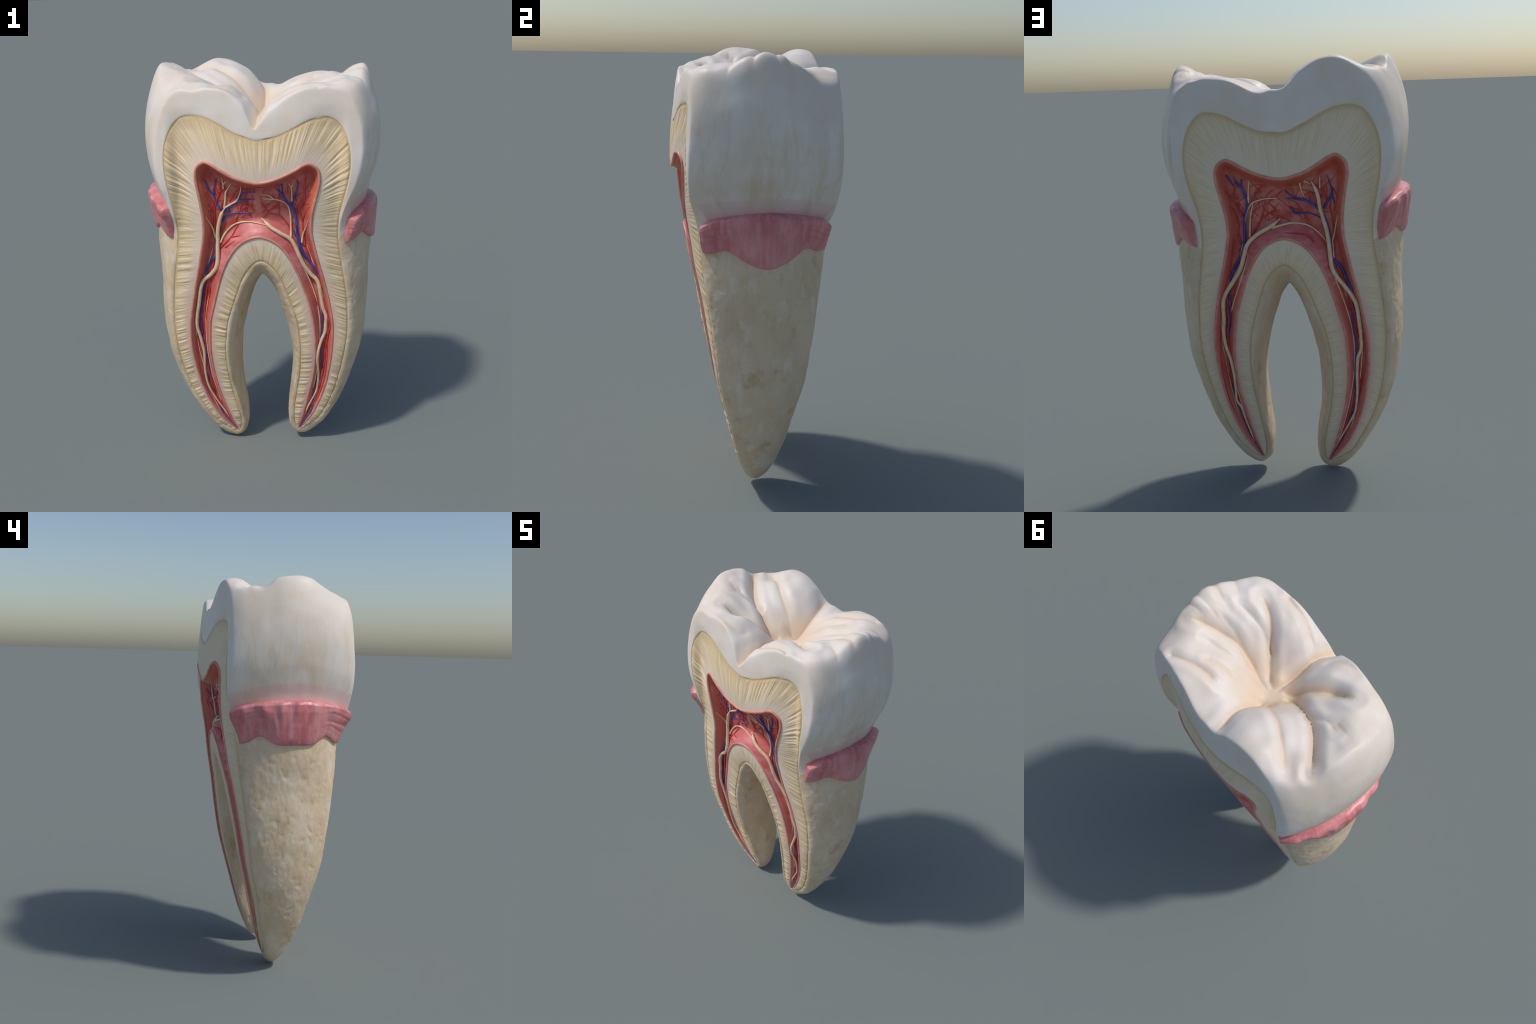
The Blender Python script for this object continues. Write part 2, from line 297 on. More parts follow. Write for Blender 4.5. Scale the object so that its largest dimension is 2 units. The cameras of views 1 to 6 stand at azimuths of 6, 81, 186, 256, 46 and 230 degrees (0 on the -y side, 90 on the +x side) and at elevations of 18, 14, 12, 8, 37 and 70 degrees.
# along the inner flanks of the roots the dentin fibres run level: pair equal heights
for a, b, step in ((tips[0], FORK, 1), (tips[1], FORK, -1)):
    rows = np.arange(a, b + step, step)
    src = c2[rows]
    zz = np.maximum.accumulate(src[:, 1] + np.arange(len(rows)) * 1e-7)
    z1 = np.maximum.accumulate(c1[rows, 1])
    q = np.clip((z1 - .62) / (z1[-1] - .62), 0, 1)
    want = z1 + (zz[-1] - z1[-1]) * q ** 1.6
    k = np.interp(np.clip(want, zz[0], zz[-1]), zz, np.arange(len(rows)))
    k = k * .85 + .15 * np.arange(len(rows))
    k[0], k[-1] = 0, len(rows) - 1
    k = np.maximum.accumulate(k)
    c2[rows] = np.stack([np.interp(k, np.arange(len(rows)), src[:, j]) for j in (0, 1)], 1)

# ---------------------------------------------------------------- biting surface
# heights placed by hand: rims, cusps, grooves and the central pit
HEIGHTS = [
    # pit
    (0, 0, 1.765), (-.055, -.07, 1.776), (.062, .01, 1.772), (.005, .076, 1.765), (-.088, -.044, 1.794), (-.03, .05, 1.778),
    # front rim
    (-.01, -.34, 1.748), (.043, -.33, 1.803), (.106, -.33, 1.850), (.175, -.33, 1.887), (.25, -.33, 1.911), (.325, -.32, 1.908), (.40, -.30, 1.902),
    (-.042, -.33, 1.815), (-.09, -.33, 1.869), (-.15, -.33, 1.910), (-.22, -.33, 1.917), (-.29, -.32, 1.900), (-.36, -.31, 1.912),
    # back rim
    (.03, .33, 1.862), (.10, .33, 1.862), (.16, .33, 1.890), (.225, .33, 1.914), (.295, .33, 1.917), (.36, .32, 1.906), (.425, .30, 1.888),
    (-.04, .33, 1.890), (-.10, .33, 1.935), (-.16, .33, 1.974), (-.235, .32, 1.985), (-.305, .32, 1.963), (-.367, .31, 1.922),
    # left ridge with its cusp, right ridge with its bumps
    (-.41, .25, 1.93), (-.43, .177, 1.935), (-.445, .135, 1.946), (-.455, .07, 1.986), (-.455, 0, 1.994), (-.45, -.07, 1.984), (-.44, -.13, 1.952), (-.42, -.19, 1.930), (-.39, -.25, 1.905),
    (.44, -.25, 1.926), (.45, -.22, 1.918), (.465, -.143, 1.926), (.47, -.078, 1.962), (.475, -.009, 1.977), (.47, .055, 1.962), (.465, .09, 1.944), (.46, .12, 1.930), (.45, .20, 1.885),
    # lobes between the grooves
    (-.25, .24, 2.004), (-.25, .14, 1.970), (-.32, .17, 1.945), (-.12, .13, 1.945), (-.09, .23, 1.955), (-.13, -.2, 1.915), (-.07, -.13, 1.845), (-.2, -.27, 1.918), (.14, -.2, 1.898), (.25, -.27, 1.920), (-.2, .19, 1.975),
    (.28, -.06, 1.895), (.38, -.05, 1.935), (.2, .095, 1.880), (.12, .055, 1.815), (.29, .22, 1.926), (.13, .20, 1.894), (.22, .17, 1.912), (.34, .20, 1.928), (-.2, -.06, 1.893), (-.25, -.13, 1.928), (-.058, .111, 1.878), (-.235, -.23, 1.930), (-.34, -.06, 1.960),
    # the walls fall away outside the ridges
    (-.52, 0, 1.93), (-.51, .12, 1.90), (-.50, -.12, 1.88), (.53, 0, 1.91), (.52, .12, 1.87), (.52, -.12, 1.88), (-.45, -.26, 1.84), (-.46, .27, 1.87), (.50, -.27, 1.86), (.50, .27, 1.83),
    # grooves
    (.0, -.24, 1.818), (.01, -.15, 1.798), (-.285, -.206, 1.945), (-.184, -.171, 1.878), (-.26, .0, 1.905), (-.34, .06, 1.948), (0, .18, 1.862), (-.022, .285, 1.884), (.06, .22, 1.862),
    (.21, -.025, 1.826), (.11, .005, 1.770), (.33, .012, 1.888), (.2, -.12, 1.848), (.33, .10, 1.895), (.25, -.16, 1.908), (.30, -.211, 1.920),
]
_H = np.array(HEIGHTS)


def _tps(d2):
    return np.where(d2 > 0, .5 * d2 * np.log(np.maximum(d2, 1e-12)), 0)


_n = len(_H)
_A = np.zeros((_n + 3, _n + 3))
_A[:_n, :_n] = _tps(((_H[:, None, :2] - _H[None, :, :2]) ** 2).sum(-1)) + 8e-5 * np.eye(_n)
_A[:_n, _n] = 1
_A[:_n, _n + 1:] = _H[:, :2]
_A[_n:, :_n] = _A[:_n, _n:].T
_W = np.linalg.solve(_A, np.r_[_H[:, 2], 0, 0, 0])

# fissures: polyline, depth, width
FISSURES = [
    ([(-.02, -.045), (-.055, -.072), (-.11, -.117), (-.184, -.171), (-.285, -.206)], .026, .020),
    ([(-.05, -.03), (-.088, -.046), (-.182, -.027), (-.26, .001), (-.337, .06), (-.427, .143)], .028, .020),
    ([(-.025, .051), (-.09, .078), (-.167, .108), (-.278, .172), (-.36, .22)], .014, .018),
    ([(.0, .04), (.005, .076), (.007, .183), (-.022, .285), (-.03, .33)], .022, .022),
    ([(.03, .0), (.062, .004), (.2, -.012), (.317, .02), (.439, .11)], .022, .020),
    ([(.03, -.02), (.071, -.036), (.127, -.078), (.2, -.14), (.275, -.185), (.348, -.2)], .022, .018),
    ([(.01, -.03), (.013, -.073), (.01, -.152), (.012, -.244), (-.005, -.36)], .026, .020),
    ([(.249, .155), (.191, .122), (.115, .102)], .010, .014),
    ([(.35, .268), (.242, .212), (.135, .186)], .013, .015),
    ([(-.328, -.07), (-.424, -.056)], .008, .016),
    ([(.52, .035), (.343, .007)], .007, .014),
    ([(.52, .09), (.393, .048)], .009, .015),
    ([(.52, -.065), (.388, -.043)], .008, .014),
    ([(.50, -.165), (.384, -.118)], .006, .014),
    ([(.28, -.33), (.265, -.291), (.145, -.287), (.03, -.246)], .010, .014),
    ([(-.06, -.25), (-.084, -.28), (-.182, -.306)], .006, .014),
    # side branches
    ([(-.20, -.015), (-.28, -.05), (-.36, -.04)], .008, .012),
    ([(.10, .02), (.22, .06), (.34, .11)], .007, .012),
    ([(.15, -.11), (.25, -.12), (.37, -.10)], .008, .012),
    ([(.16, .0), (.28, -.02), (.40, -.005)], .007, .012),
]


def seg_distance(P, line):
    """Distance of points P (n,2) to a polyline."""
    best = np.full(len(P), 9.0)
    line = np.asarray(line, float)
    for a, b in zip(line[:-1], line[1:]):
        ab = b - a
        t = np.clip(((P - a) @ ab) / (ab @ ab), 0, 1)
        best = np.minimum(best, np.linalg.norm(P - a - t[:, None] * ab, axis=1))
    return best


def bite_height(x, y):
    sh = np.shape(x)
    P = np.stack([np.ravel(x), np.ravel(y)], 1)
    z = np.empty(len(P))
    for i in range(0, len(P), 20000):
        Q = P[i:i + 20000]
        z[i:i + 20000] = _tps(((Q[:, None] - _H[None, :, :2]) ** 2).sum(-1)) @ _W[:_n] + _W[_n] + Q @ _W[_n + 1:]
    # the pit has a flat, soft floor
    r = np.linalg.norm((P - np.array([.022, .0])) * [.85, 1], axis=1)
    w = np.exp(-(r / .062) ** 4)
    z = z * (1 - w) + w * 1.755
    return z.reshape(sh)


def fissure_depth(P):
    """Depth of the creases at plan positions P (n, 2)."""
    z = np.zeros(len(P))
    for line, depth, width in FISSURES:
        l = spline(line, 24)
        d = seg_distance(P, l)
        dd = depth * (1.15 * np.exp(-d / (.8 * width)) - .34 * np.exp(-((d - 2.4 * width) / (1.3 * width)) ** 2))
        # a fissure runs out softly towards its outer end
        far = np.linalg.norm(P - l[-1], axis=1)
        z += dd * np.clip(far / (3 * width), 0.2, 1)
    r = np.linalg.norm(P, axis=1)
    return z * (1 - .9 * np.exp(-(r / .055) ** 4))


# ---------------------------------------------------------------- outer skin
NS = 111
svals = np.sin(np.linspace(-1, 1, NS) * np.pi / 2 * .96) / np.sin(np.pi / 2 * .96)


def mid_half(mid, side):
    top = np.linspace(0, 1, COUNTS["top"] + 1)[:-1]
    x_end = mid["side"][0][0]
    h = np.stack([.01 + (x_end - .01) * top, np.full(len(top), 1.9)], 1)
    out = [h] + [spline(mid[s], COUNTS[s] + 1)[:-1] for s in SEGS[1:]]
    return np.vstack(out + [np.array(mid["inner"][-1:])])


_ml, _mr = mid_half(MIDL, -1), mid_half(MIDR, 1)
mid = gauss_loop(np.vstack([_ml, _mr[::-1][1:-1]]), 3.0)
trim = lambda z: np.interp(z, [.2, .5, 1.25, 1.34, 1.46, 1.6, 1.85], [.985, .994, 1.004, .992, .967, .977, .970])
mid[:tips[0], 0] *= trim(mid[:tips[0], 1])
mid[tips[1]:, 0] *= trim(mid[tips[1]:, 1])
mid[tips[0]:tips[1], 0] += .005 * np.sign(mid[tips[0]:tips[1], 0]) * np.clip((.95 - mid[tips[0]:tips[1], 1]) / .3, 0, 1)

is_top = np.zeros(NT, bool)
is_top[:CORNER + 1] = True
is_top[NT - CORNER:] = True


def roundness(s):
    return np.maximum(0, 1 - np.abs(s) ** 2) ** .8


skin = np.zeros((NT, NS, 3))
for j, s in enumerate(svals):
    F = c0f if s < 0 else c0b
    if abs(s) < .25:                       # blend the two rims through the middle
        m = smooth01((s / .25 + 1) / 2)
        F = c0f * (1 - m) + c0b * m
    g = roundness(s)
    P = F + (mid - F) * g
    skin[:, j, 0], skin[:, j, 2] = P[:, 0], P[:, 1]
    yf = face_y(c0f[:, 0], c0f[:, 1]) * (s < 0) + face_y(c0b[:, 0], c0b[:, 1]) * (s >= 0)
    skin[:, j, 1] = s * yf

# biting surface: height field; its rim is handed down into the side walls
flat = skin[is_top]
hz = bite_height(flat[..., 0], flat[..., 1])
old = skin[..., 2].copy()
tmp = skin[..., 2].copy()
tmp[is_top] = hz
for c, sgn in ((CORNER, 1), (NT - CORNER, -1)):
    delta = tmp[c] - old[c]
    n = 75
    for q in range(1, n):
        tmp[c + sgn * q] = old[c + sgn * q] + delta * (1 - smooth01(q / n))
skin[..., 2] = tmp

# vertical flutes below the bumps of the right ridge, a few shallow ones on the left
for q in range(-30, 130):
    t = (NT - CORNER - q) % NT
    fade = np.clip(1 - q / 125, 0, 1) * np.clip((q + 30) / 45, 0, 1)
    y = skin[t, :, 1]
    for y0, w, d in ((-.062, .020, .004), (.036, .020, .004), (.090, .026, .007)):
        skin[t, :, 0] -= d * fade * np.exp(-((y - y0 * (1 + .002 * q)) / w) ** 2)
    t = CORNER + q
    y = skin[t, :, 1]
    for y0, w, d in ((.13, .03, .003),):
        skin[t, :, 0] += d * fade * np.exp(-((y - y0) / w) ** 2)

# ---------------------------------------------------------------- rim bands of the cut faces + skin as one grid
NB = 13
NR = 150
dent_in = .006          # how far the rim dips in beside the dentin
full = np.zeros((NT, NR, 3))
crown_mask = np.zeros(NT, bool)
crown_mask[:NECK + 1] = True
crown_mask[NT - NECK:] = True


def band(c0, sgn, t):
    w = np.linspace(0, 1, NB)[:-1]
    P = c1[t] + (c0[t] - c1[t]) * w[:, None]
    y = sgn * face_y(P[:, 0], P[:, 1])
    B = np.stack([P[:, 0], y, P[:, 1]], 1)
    lead = B[0] + np.array([0, -sgn * .022, 0])
    return np.vstack([lead, B])


for t in range(NT):
    f = band(c0f, -1, t)
    b = band(c0b, 1, t)[::-1]
    line = np.vstack([f, skin[t], b])
    L = resample(line, NR)
    step = np.linalg.norm(np.diff(line, axis=0), axis=1).sum() / (NR - 1)
    sig = .010 if crown_mask[t] else .0085
    full[t] = gauss_open(L, max(.6, sig / step))
full = gauss_loop(full, 2.0)
blunt = gauss_loop(full, 7.0)
w = np.zeros((NT, 1, 1))
for c in (CORNER, NT - CORNER):
    w[:, 0, 0] = np.maximum(w[:, 0, 0], np.exp(-((np.arange(NT) - c) / 16.0) ** 2))
full = full * (1 - w) + blunt * w

# surface normals of the grid for displacement
def grid_normals(G):
    du = np.roll(G, -1, 0) - np.roll(G, 1, 0)
    dv = np.gradient(G, axis=1)
    n = np.cross(du, dv)
    return n / np.maximum(np.linalg.norm(n, axis=2, keepdims=True), 1e-9)


nrm = grid_normals(full)
near_top = np.zeros(NT, bool)
near_top[:CORNER + 40] = True
near_top[NT - CORNER - 40:] = True
up = np.abs(nrm[near_top][..., 2])
flatness = smooth01((up - .25) / .45)
T = full[near_top]
fd = fissure_depth(T[..., :2].reshape(-1, 2)).reshape(T.shape[:2])
full[near_top, :, 2] -= fd * flatness
stain = np.zeros((NT, NR))
stain[near_top] = np.clip(fd / .012, 0, 1) * flatness
nrm = grid_normals(full)
# make sure they point outward: compare with direction from the mid of the slab side
ref = full[NECK // 2 + 120, NR // 2] * [1, 0, 0]
if nrm[NECK // 2 + 120, NR // 2] @ ref < 0:
    nrm = -nrm
FLIP = False

idx = np.arange(NT)
root_amount = np.zeros(NT)
root_amount[NECK:NT - NECK] = 1
root_amount = np.clip(gauss_loop(root_amount[:, None], 10)[:, 0] * 2 - 1, 0, 1)
edge_fade = np.clip(np.minimum(np.arange(NR), NR - 1 - np.arange(NR)) / 6 - .3, 0, 1)
P = full.reshape(-1, 3)
sel = np.repeat(root_amount > 0, NR)
Q = P[sel]
lump = np.zeros(len(P))
stretch = Q * np.array([1, 1, .62])
lump[sel] = .0026 * fbm(stretch, 13, 3, 1) + .0008 * fbm(stretch, 40, 2, 2)
pits = fbm(Q, 24, 2, 5)
lump[sel] -= .004 * np.clip(pits - .28, 0, 1)
lump = lump.reshape(NT, NR) * root_amount[:, None] * edge_fade[None, :]
crown_sel = ~sel
cl = np.zeros(len(P))
cl[crown_sel] = .0022 * fbm(P[crown_sel], 7, 2, 3)
full = full + nrm * (lump + cl.reshape(NT, NR) * edge_fade[None, :])[..., None]

# ---------------------------------------------------------------- materials
def material(name):
    m = bpy.data.materials.new(name)
    m.use_nodes = True
    nt = m.node_tree
    bsdf = nt.nodes["Principled BSDF"]
    return m, nt, bsdf


def N(nt, kind, **props):
    n = nt.nodes.new(kind)
    for k, v in props.items():
        if k.startswith("in_"):
            key = k[3:].replace("_", " ")
            n.inputs[int(key) if key.isdigit() else key].default_value = v
        else:
            setattr(n, k, v)
    return n


def ramp(nt, src, stops):
    r = nt.nodes.new("ShaderNodeValToRGB")
    e = r.color_ramp.elements
    while len(e) < len(stops):
        e.new(.5)
    for el, (p, c) in zip(e, stops):
        el.position = p
        el.color = (*c, 1) if len(c) == 3 else c
    nt.links.new(src, r.inputs[0])
    return r.outputs[0]


def grey(v):
    return (v, v, v)


def mix(nt, fac, a, b, mode="MIX"):
    m = nt.nodes.new("ShaderNodeMix")
    m.data_type = "RGBA"
    m.blend_type = mode
    for sock, val in ((m.inputs[0], fac), (m.inputs[6], a), (m.inputs[7], b)):
        if hasattr(val, "links"):
            nt.links.new(val, sock)
        elif isinstance(val, (int, float)):
            sock.default_value = val
        else:
            sock.default_value = (*val, 1)
    return m.outputs[2]


def math_node(nt, op, a, b=None, c=None, clamp=False):
    m = nt.nodes.new("ShaderNodeMath")
    m.operation = op
    m.use_clamp = clamp
    for sock, val in zip(m.inputs, (a, b, c)):
        if val is None:
            continue
        if hasattr(val, "links"):
            nt.links.new(val, sock)
        else:
            sock.default_value = val
    return m.outputs[0]


def obj_noise(nt, scale, detail=3, rough=.55, stretch=(1, 1, 1), offset=(0, 0, 0), distortion=0):
    tc = nt.nodes.new("ShaderNodeTexCoord")
    mp = nt.nodes.new("ShaderNodeMapping")
    mp.inputs["Scale"].default_value = stretch
    mp.inputs["Location"].default_value = offset
    nt.links.new(tc.outputs["Object"], mp.inputs["Vector"])
    n = N(nt, "ShaderNodeTexNoise", in_Scale=scale, in_Detail=detail, in_Roughness=rough, in_Distortion=distortion)
    nt.links.new(mp.outputs[0], n.inputs["Vector"])
    return n.outputs["Fac"]


def obj_xyz(nt):
    tc = nt.nodes.new("ShaderNodeTexCoord")
    sp = nt.nodes.new("ShaderNodeSeparateXYZ")
    nt.links.new(tc.outputs["Object"], sp.inputs[0])
    return sp.outputs


def bump(nt, bsdf, height, strength, distance):
    b = N(nt, "ShaderNodeBump", in_Strength=strength, in_Distance=distance)
    nt.links.new(height, b.inputs["Height"])
    nt.links.new(b.outputs[0], bsdf.inputs["Normal"])


def attribute(nt, name):
    a = nt.nodes.new("ShaderNodeAttribute")
    a.attribute_name = name
    return a.outputs["Fac"]


def enamel_material():
    m, nt, b = material("enamel")
    base = mix(nt, ramp(nt, obj_noise(nt, 4.5, 4), [(.40, grey(0)), (.64, grey(1))]), (.83, .755, .685), (.79, .675, .555))
    # faint ochre streaks and patches low on the side walls
    x, y, z = obj_xyz(nt)
    streak = ramp(nt, obj_noise(nt, 9, 4, .6, (1, 1.0, .22), (3, 1, 2), .4), [(.46, grey(0)), (.66, grey(1))])
    mr = N(nt, "ShaderNodeMapRange", in_1=1.82, in_2=1.62)
    nt.links.new(z, mr.inputs[0])
    fac = math_node(nt, "MULTIPLY", streak, mr.outputs[0])
    side = math_node(nt, "GREATER_THAN", math_node(nt, "ABSOLUTE", x), .47)
    fac = math_node(nt, "MULTIPLY", fac, math_node(nt, "MULTIPLY", side, .75))
    base = mix(nt, fac, base, (.68, .55, .38))
    hair = ramp(nt, obj_noise(nt, 5.5, 3, .5, (1, 1.8, .35), (2, 4, 1), .5), [(.470, grey(0)), (.50, grey(1)), (.530, grey(0))])
    mr2 = N(nt, "ShaderNodeMapRange", in_1=1.90, in_2=1.70)
    nt.links.new(z, mr2.inputs[0])
    hair = math_node(nt, "MULTIPLY", math_node(nt, "MULTIPLY", hair, mr2.outputs[0]), math_node(nt, "MULTIPLY", side, .20))
    base = mix(nt, hair, base, (.58, .45, .28))
    # peach stain in the fissures and the pit
    r2 = math_node(nt, "ADD", math_node(nt, "MULTIPLY", x, x), math_node(nt, "MULTIPLY", y, y))
    pit = N(nt, "ShaderNodeMapRange", in_1=.05, in_2=.002)
    nt.links.new(r2, pit.inputs[0])
    topm = N(nt, "ShaderNodeMapRange", in_1=1.74, in_2=1.76)
    nt.links.new(z, topm.inputs[0])
    lowm = N(nt, "ShaderNodeMapRange", in_1=1.90, in_2=1.78)
    nt.links.new(z, lowm.inputs[0])
    stain = math_node(nt, "MULTIPLY", math_node(nt, "MULTIPLY", pit.outputs[0], lowm.outputs[0]), topm.outputs[0])
    inside = math_node(nt, "LESS_THAN", math_node(nt, "ABSOLUTE", y), .315)
    stain = math_node(nt, "MULTIPLY", stain, inside)
    base = mix(nt, math_node(nt, "MULTIPLY", stain, .9), base, (.78, .61, .45))
    base = mix(nt, math_node(nt, "MULTIPLY", attribute(nt, "groove"), .55), base, (.74, .56, .38))
    # rosy veil where the gum begins to cover the crown
    gtop = math_node(nt, "MULTIPLY_ADD", x, -.075, 1.385)
    arch = math_node(nt, "MULTIPLY_ADD", math_node(nt, "MULTIPLY", y, y), -.55, gtop)
    d = math_node(nt, "SUBTRACT", z, arch)
    veil = N(nt, "ShaderNodeMapRange", in_1=.085, in_2=.005)
    wob = math_node(nt, "MULTIPLY_ADD", obj_noise(nt, 22, 2, .5, (1, 1, .15)), .03, -.015)
    nt.links.new(math_node(nt, "ADD", d, wob), veil.inputs[0])
    v = ramp(nt, veil.outputs[0], [(.0, grey(0)), (.10, grey(.28)), (1, grey(.62))])
    away = math_node(nt, "GREATER_THAN", math_node(nt, "ABSOLUTE", x), .425)
    base = mix(nt, math_node(nt, "MULTIPLY", v, away), base, (.74, .42, .40))
    nt.links.new(base, b.inputs["Base Color"])
    b.inputs["Roughness"].default_value = .45
    b.inputs["Specular IOR Level"].default_value = .28
    b.inputs["Subsurface Weight"].default_value = .0
    bump(nt, b, obj_noise(nt, 60, 3, .5, (1, 1, .5)), .12, .004)
    return m


def cementum_material():
    m, nt, b = material("cementum")
    base = mix(nt, ramp(nt, obj_noise(nt, 8, 5, .6, (1, 1, .6)), [(.36, grey(0)), (.64, grey(1))]), (.68, .51, .33), (.76, .60, .43))
    och = ramp(nt, obj_noise(nt, 11, 4, .65, (1, 1, .7), (5, 2, 1)), [(.56, grey(0)), (.70, grey(1))])
    base = mix(nt, math_node(nt, "MULTIPLY", och, .7), base, (.52, .35, .16))
    pale = ramp(nt, obj_noise(nt, 16, 3, .6, (1, 1, .55), (1, 7, 4)), [(.56, grey(0)), (.68, grey(1))])
    base = mix(nt, math_node(nt, "MULTIPLY", pale, .6), base, (.80, .70, .57))
    nt.links.new(base, b.inputs["Base Color"])
    b.inputs["Roughness"].default_value = .55
    b.inputs["Specular IOR Level"].default_value = .35
    h = math_node(nt, "ADD", obj_noise(nt, 45, 4, .6, (1, 1, .6)), math_node(nt, "MULTIPLY", obj_noise(nt, 120, 2), .4))
    bump(nt, b, h, .25, .005)
    return m


def dentin_material(name, strength, contrast=1.0):
    m, nt, b = material(name)
    across, along = attribute(nt, "across"), attribute(nt, "along")
    comb = nt.nodes.new("ShaderNodeCombineXYZ")
    nt.links.new(math_node(nt, "MULTIPLY", along, 120), comb.inputs[0])
    nt.links.new(math_node(nt, "MULTIPLY", across, .8), comb.inputs[1])
    fib = N(nt, "ShaderNodeTexNoise", in_Scale=1.0, in_Detail=4, in_Roughness=.65)
    nt.links.new(comb.outputs[0], fib.inputs["Vector"])
    f = fib.outputs["Fac"]
    outer = ramp(nt, f, [(.30, (.60, .42, .22)), (.43, (.80, .60, .37)), (.57, (.90, .72, .49)), (.75, (.93, .79, .60))])
    inner = ramp(nt, f, [(.3, (.82, .66, .50)), (.7, (.90, .755, .61))])
    base = mix(nt, ramp(nt, math_node(nt, "ADD", across, math_node(nt, "MULTIPLY_ADD", f, .5, -.25)), [(.45, grey(0)), (.82, grey(1))]), outer, inner)
    base = mix(nt, 1 - contrast, base, (.80, .665, .49))
    # ochre line along the outer limit
    base = mix(nt, ramp(nt, across, [(.0, grey(.75)), (.03, grey(.6)), (.10, grey(.18)), (.3, grey(0))]), base, (.62, .43, .18))
    # blush beside the canals of the roots
    x, y, z = obj_xyz(nt)
    zr = N(nt, "ShaderNodeMapRange", in_1=1.15, in_2=.80)
    nt.links.new(z, zr.inputs[0])
    blush = ramp(nt, across, [(.45, grey(0)), (1, grey(.85))])
    base = mix(nt, math_node(nt, "MULTIPLY", blush, zr.outputs[0]), base, (.76, .43, .35))
    nt.links.new(base, b.inputs["Base Color"])
    b.inputs["Roughness"].default_value = .5
    b.inputs["Specular IOR Level"].default_value = .35
    bump(nt, b, f, strength, .006)
    return m


def pulp_material():
    m, nt, b = material("pulp")
    edge = attribute(nt, "rim_distance")
    low = attribute(nt, "fork_distance")
    cloud = obj_noise(nt, 13, 4, .6)
    floor = ramp(nt, cloud, [(.32, (.46, .060, .048)), (.5, (.61, .14, .11)), (.68, (.72, .26, .22))])
    x, y, z = obj_xyz(nt)
    high = N(nt, "ShaderNodeMapRange", in_1=1.22, in_2=1.42)
    nt.links.new(z, high.inputs[0])
    e = math_node(nt, "MULTIPLY", edge, 20)
    wall = mix(nt, high.outputs[0], ramp(nt, e, [(.0, (.72, .22, .18)), (.35, (.66, .145, .11)), (.9, (.50, .06, .045))]),
               ramp(nt, e, [(.0, (.74, .21, .12)), (.5, (.58, .12, .065)), (1, (.48, .07, .05))]))
    sc = math_node(nt, "MULTIPLY", edge, 16)
    base = mix(nt, ramp(nt, sc, [(.25, grey(0)), (.75, grey(1))]), wall, floor)
    arch = math_node(nt, "MULTIPLY", low, 11)
    rosy = ramp(nt, obj_noise(nt, 9, 3, .6, (1, 1, 3)), [(.35, (.60, .12, .12)), (.65, (.76, .27, .27))])
    base = mix(nt, ramp(nt, arch, [(.35, grey(.9)), (.95, grey(0))]), base, rosy)
    nt.links.new(base, b.inputs["Base Color"])
    b.inputs["Roughness"].default_value = .42
    bump(nt, b, obj_noise(nt, 55, 3, .6, (1, 1, .4)), .25, .005)
    return m


def simple_material(name, dark, light, scale=20, rough=.4, stretch=(1, 1, 1), strength=.15):
    m, nt, b = material(name)
    f = obj_noise(nt, scale, 3, .6, stretch)
    nt.links.new(ramp(nt, f, [(.34, dark), (.66, light)]), b.inputs["Base Color"])
    b.inputs["Roughness"].default_value = rough
    bump(nt, b, f, strength, .004)
    return m


def gum_material():
    m, nt, b = material("gum")
    base = ramp(nt, obj_noise(nt, 8, 4, .6, (1, 1, .6)), [(.34, (.57, .15, .16)), (.52, (.67, .225, .23)), (.7, (.76, .33, .33))])
    fib = ramp(nt, obj_noise(nt, 40, 3, .6, (1, 1, .16)), [(.45, grey(0)), (.7, grey(1))])
    base = mix(nt, math_node(nt, "MULTIPLY", fib, .35), base, (.85, .49, .48))
    nt.links.new(base, b.inputs["Base Color"])
    b.inputs["Roughness"].default_value = .36
    bump(nt, b, obj_noise(nt, 48, 3, .55, (1, 1, .3)), .22, .005)
    return m


MAT_ENAMEL = enamel_material()
MAT_CEMENT = cementum_material()
MAT_DENTIN_FRONT = dentin_material("dentin_ridged", .35)
MAT_DENTIN_BACK = dentin_material("dentin_smooth", .04, .55)
MAT_PULP = pulp_material()
MAT_LIP = simple_material("pulp_lining", (.62, .22, .16), (.74, .33, .25), 25)
MAT_NERVE = simple_material("nerve", (.74, .53, .32), (.86, .68, .46), 30)
MAT_ARTERY = simple_material("artery", (.50, .030, .030), (.68, .075, .065), 30)
MAT_VEIN = simple_material("vein", (.025, .045, .30), (.055, .11, .50), 30)
MAT_GUM = gum_material()

# ---------------------------------------------------------------- the thing
tooth = bpy.data.objects.new("molar_tooth_model", None)
bpy.context.scene.collection.objects.link(tooth)
tooth["label"] = "cut-open molar tooth model with red pulp, vessels and gum"
tooth["category"] = "tooth model"

# crown and roots: regions of one smooth surface, shared normals on the borders
whole_faces = grid_faces(NT, NR, close_u=True)
vn = np.zeros((NT * NR, 3))
FP = full.reshape(-1, 3)
tri = np.cross(FP[whole_faces[:, 2]] - FP[whole_faces[:, 0]], FP[whole_faces[:, 3]] - FP[whole_faces[:, 1]])
# orientation: outward at the middle of the left crown wall
probe = (NECK - 60) * (NR - 1) + NR // 2
if tri[probe] @ np.array([-1, 0, 0]) < 0:
    whole_faces = whole_faces[:, ::-1]
    tri = -tri
for k in range(4):
    np.add.at(vn, whole_faces[:, k], tri)
vn /= np.maximum(np.linalg.norm(vn, axis=1, keepdims=True), 1e-12)


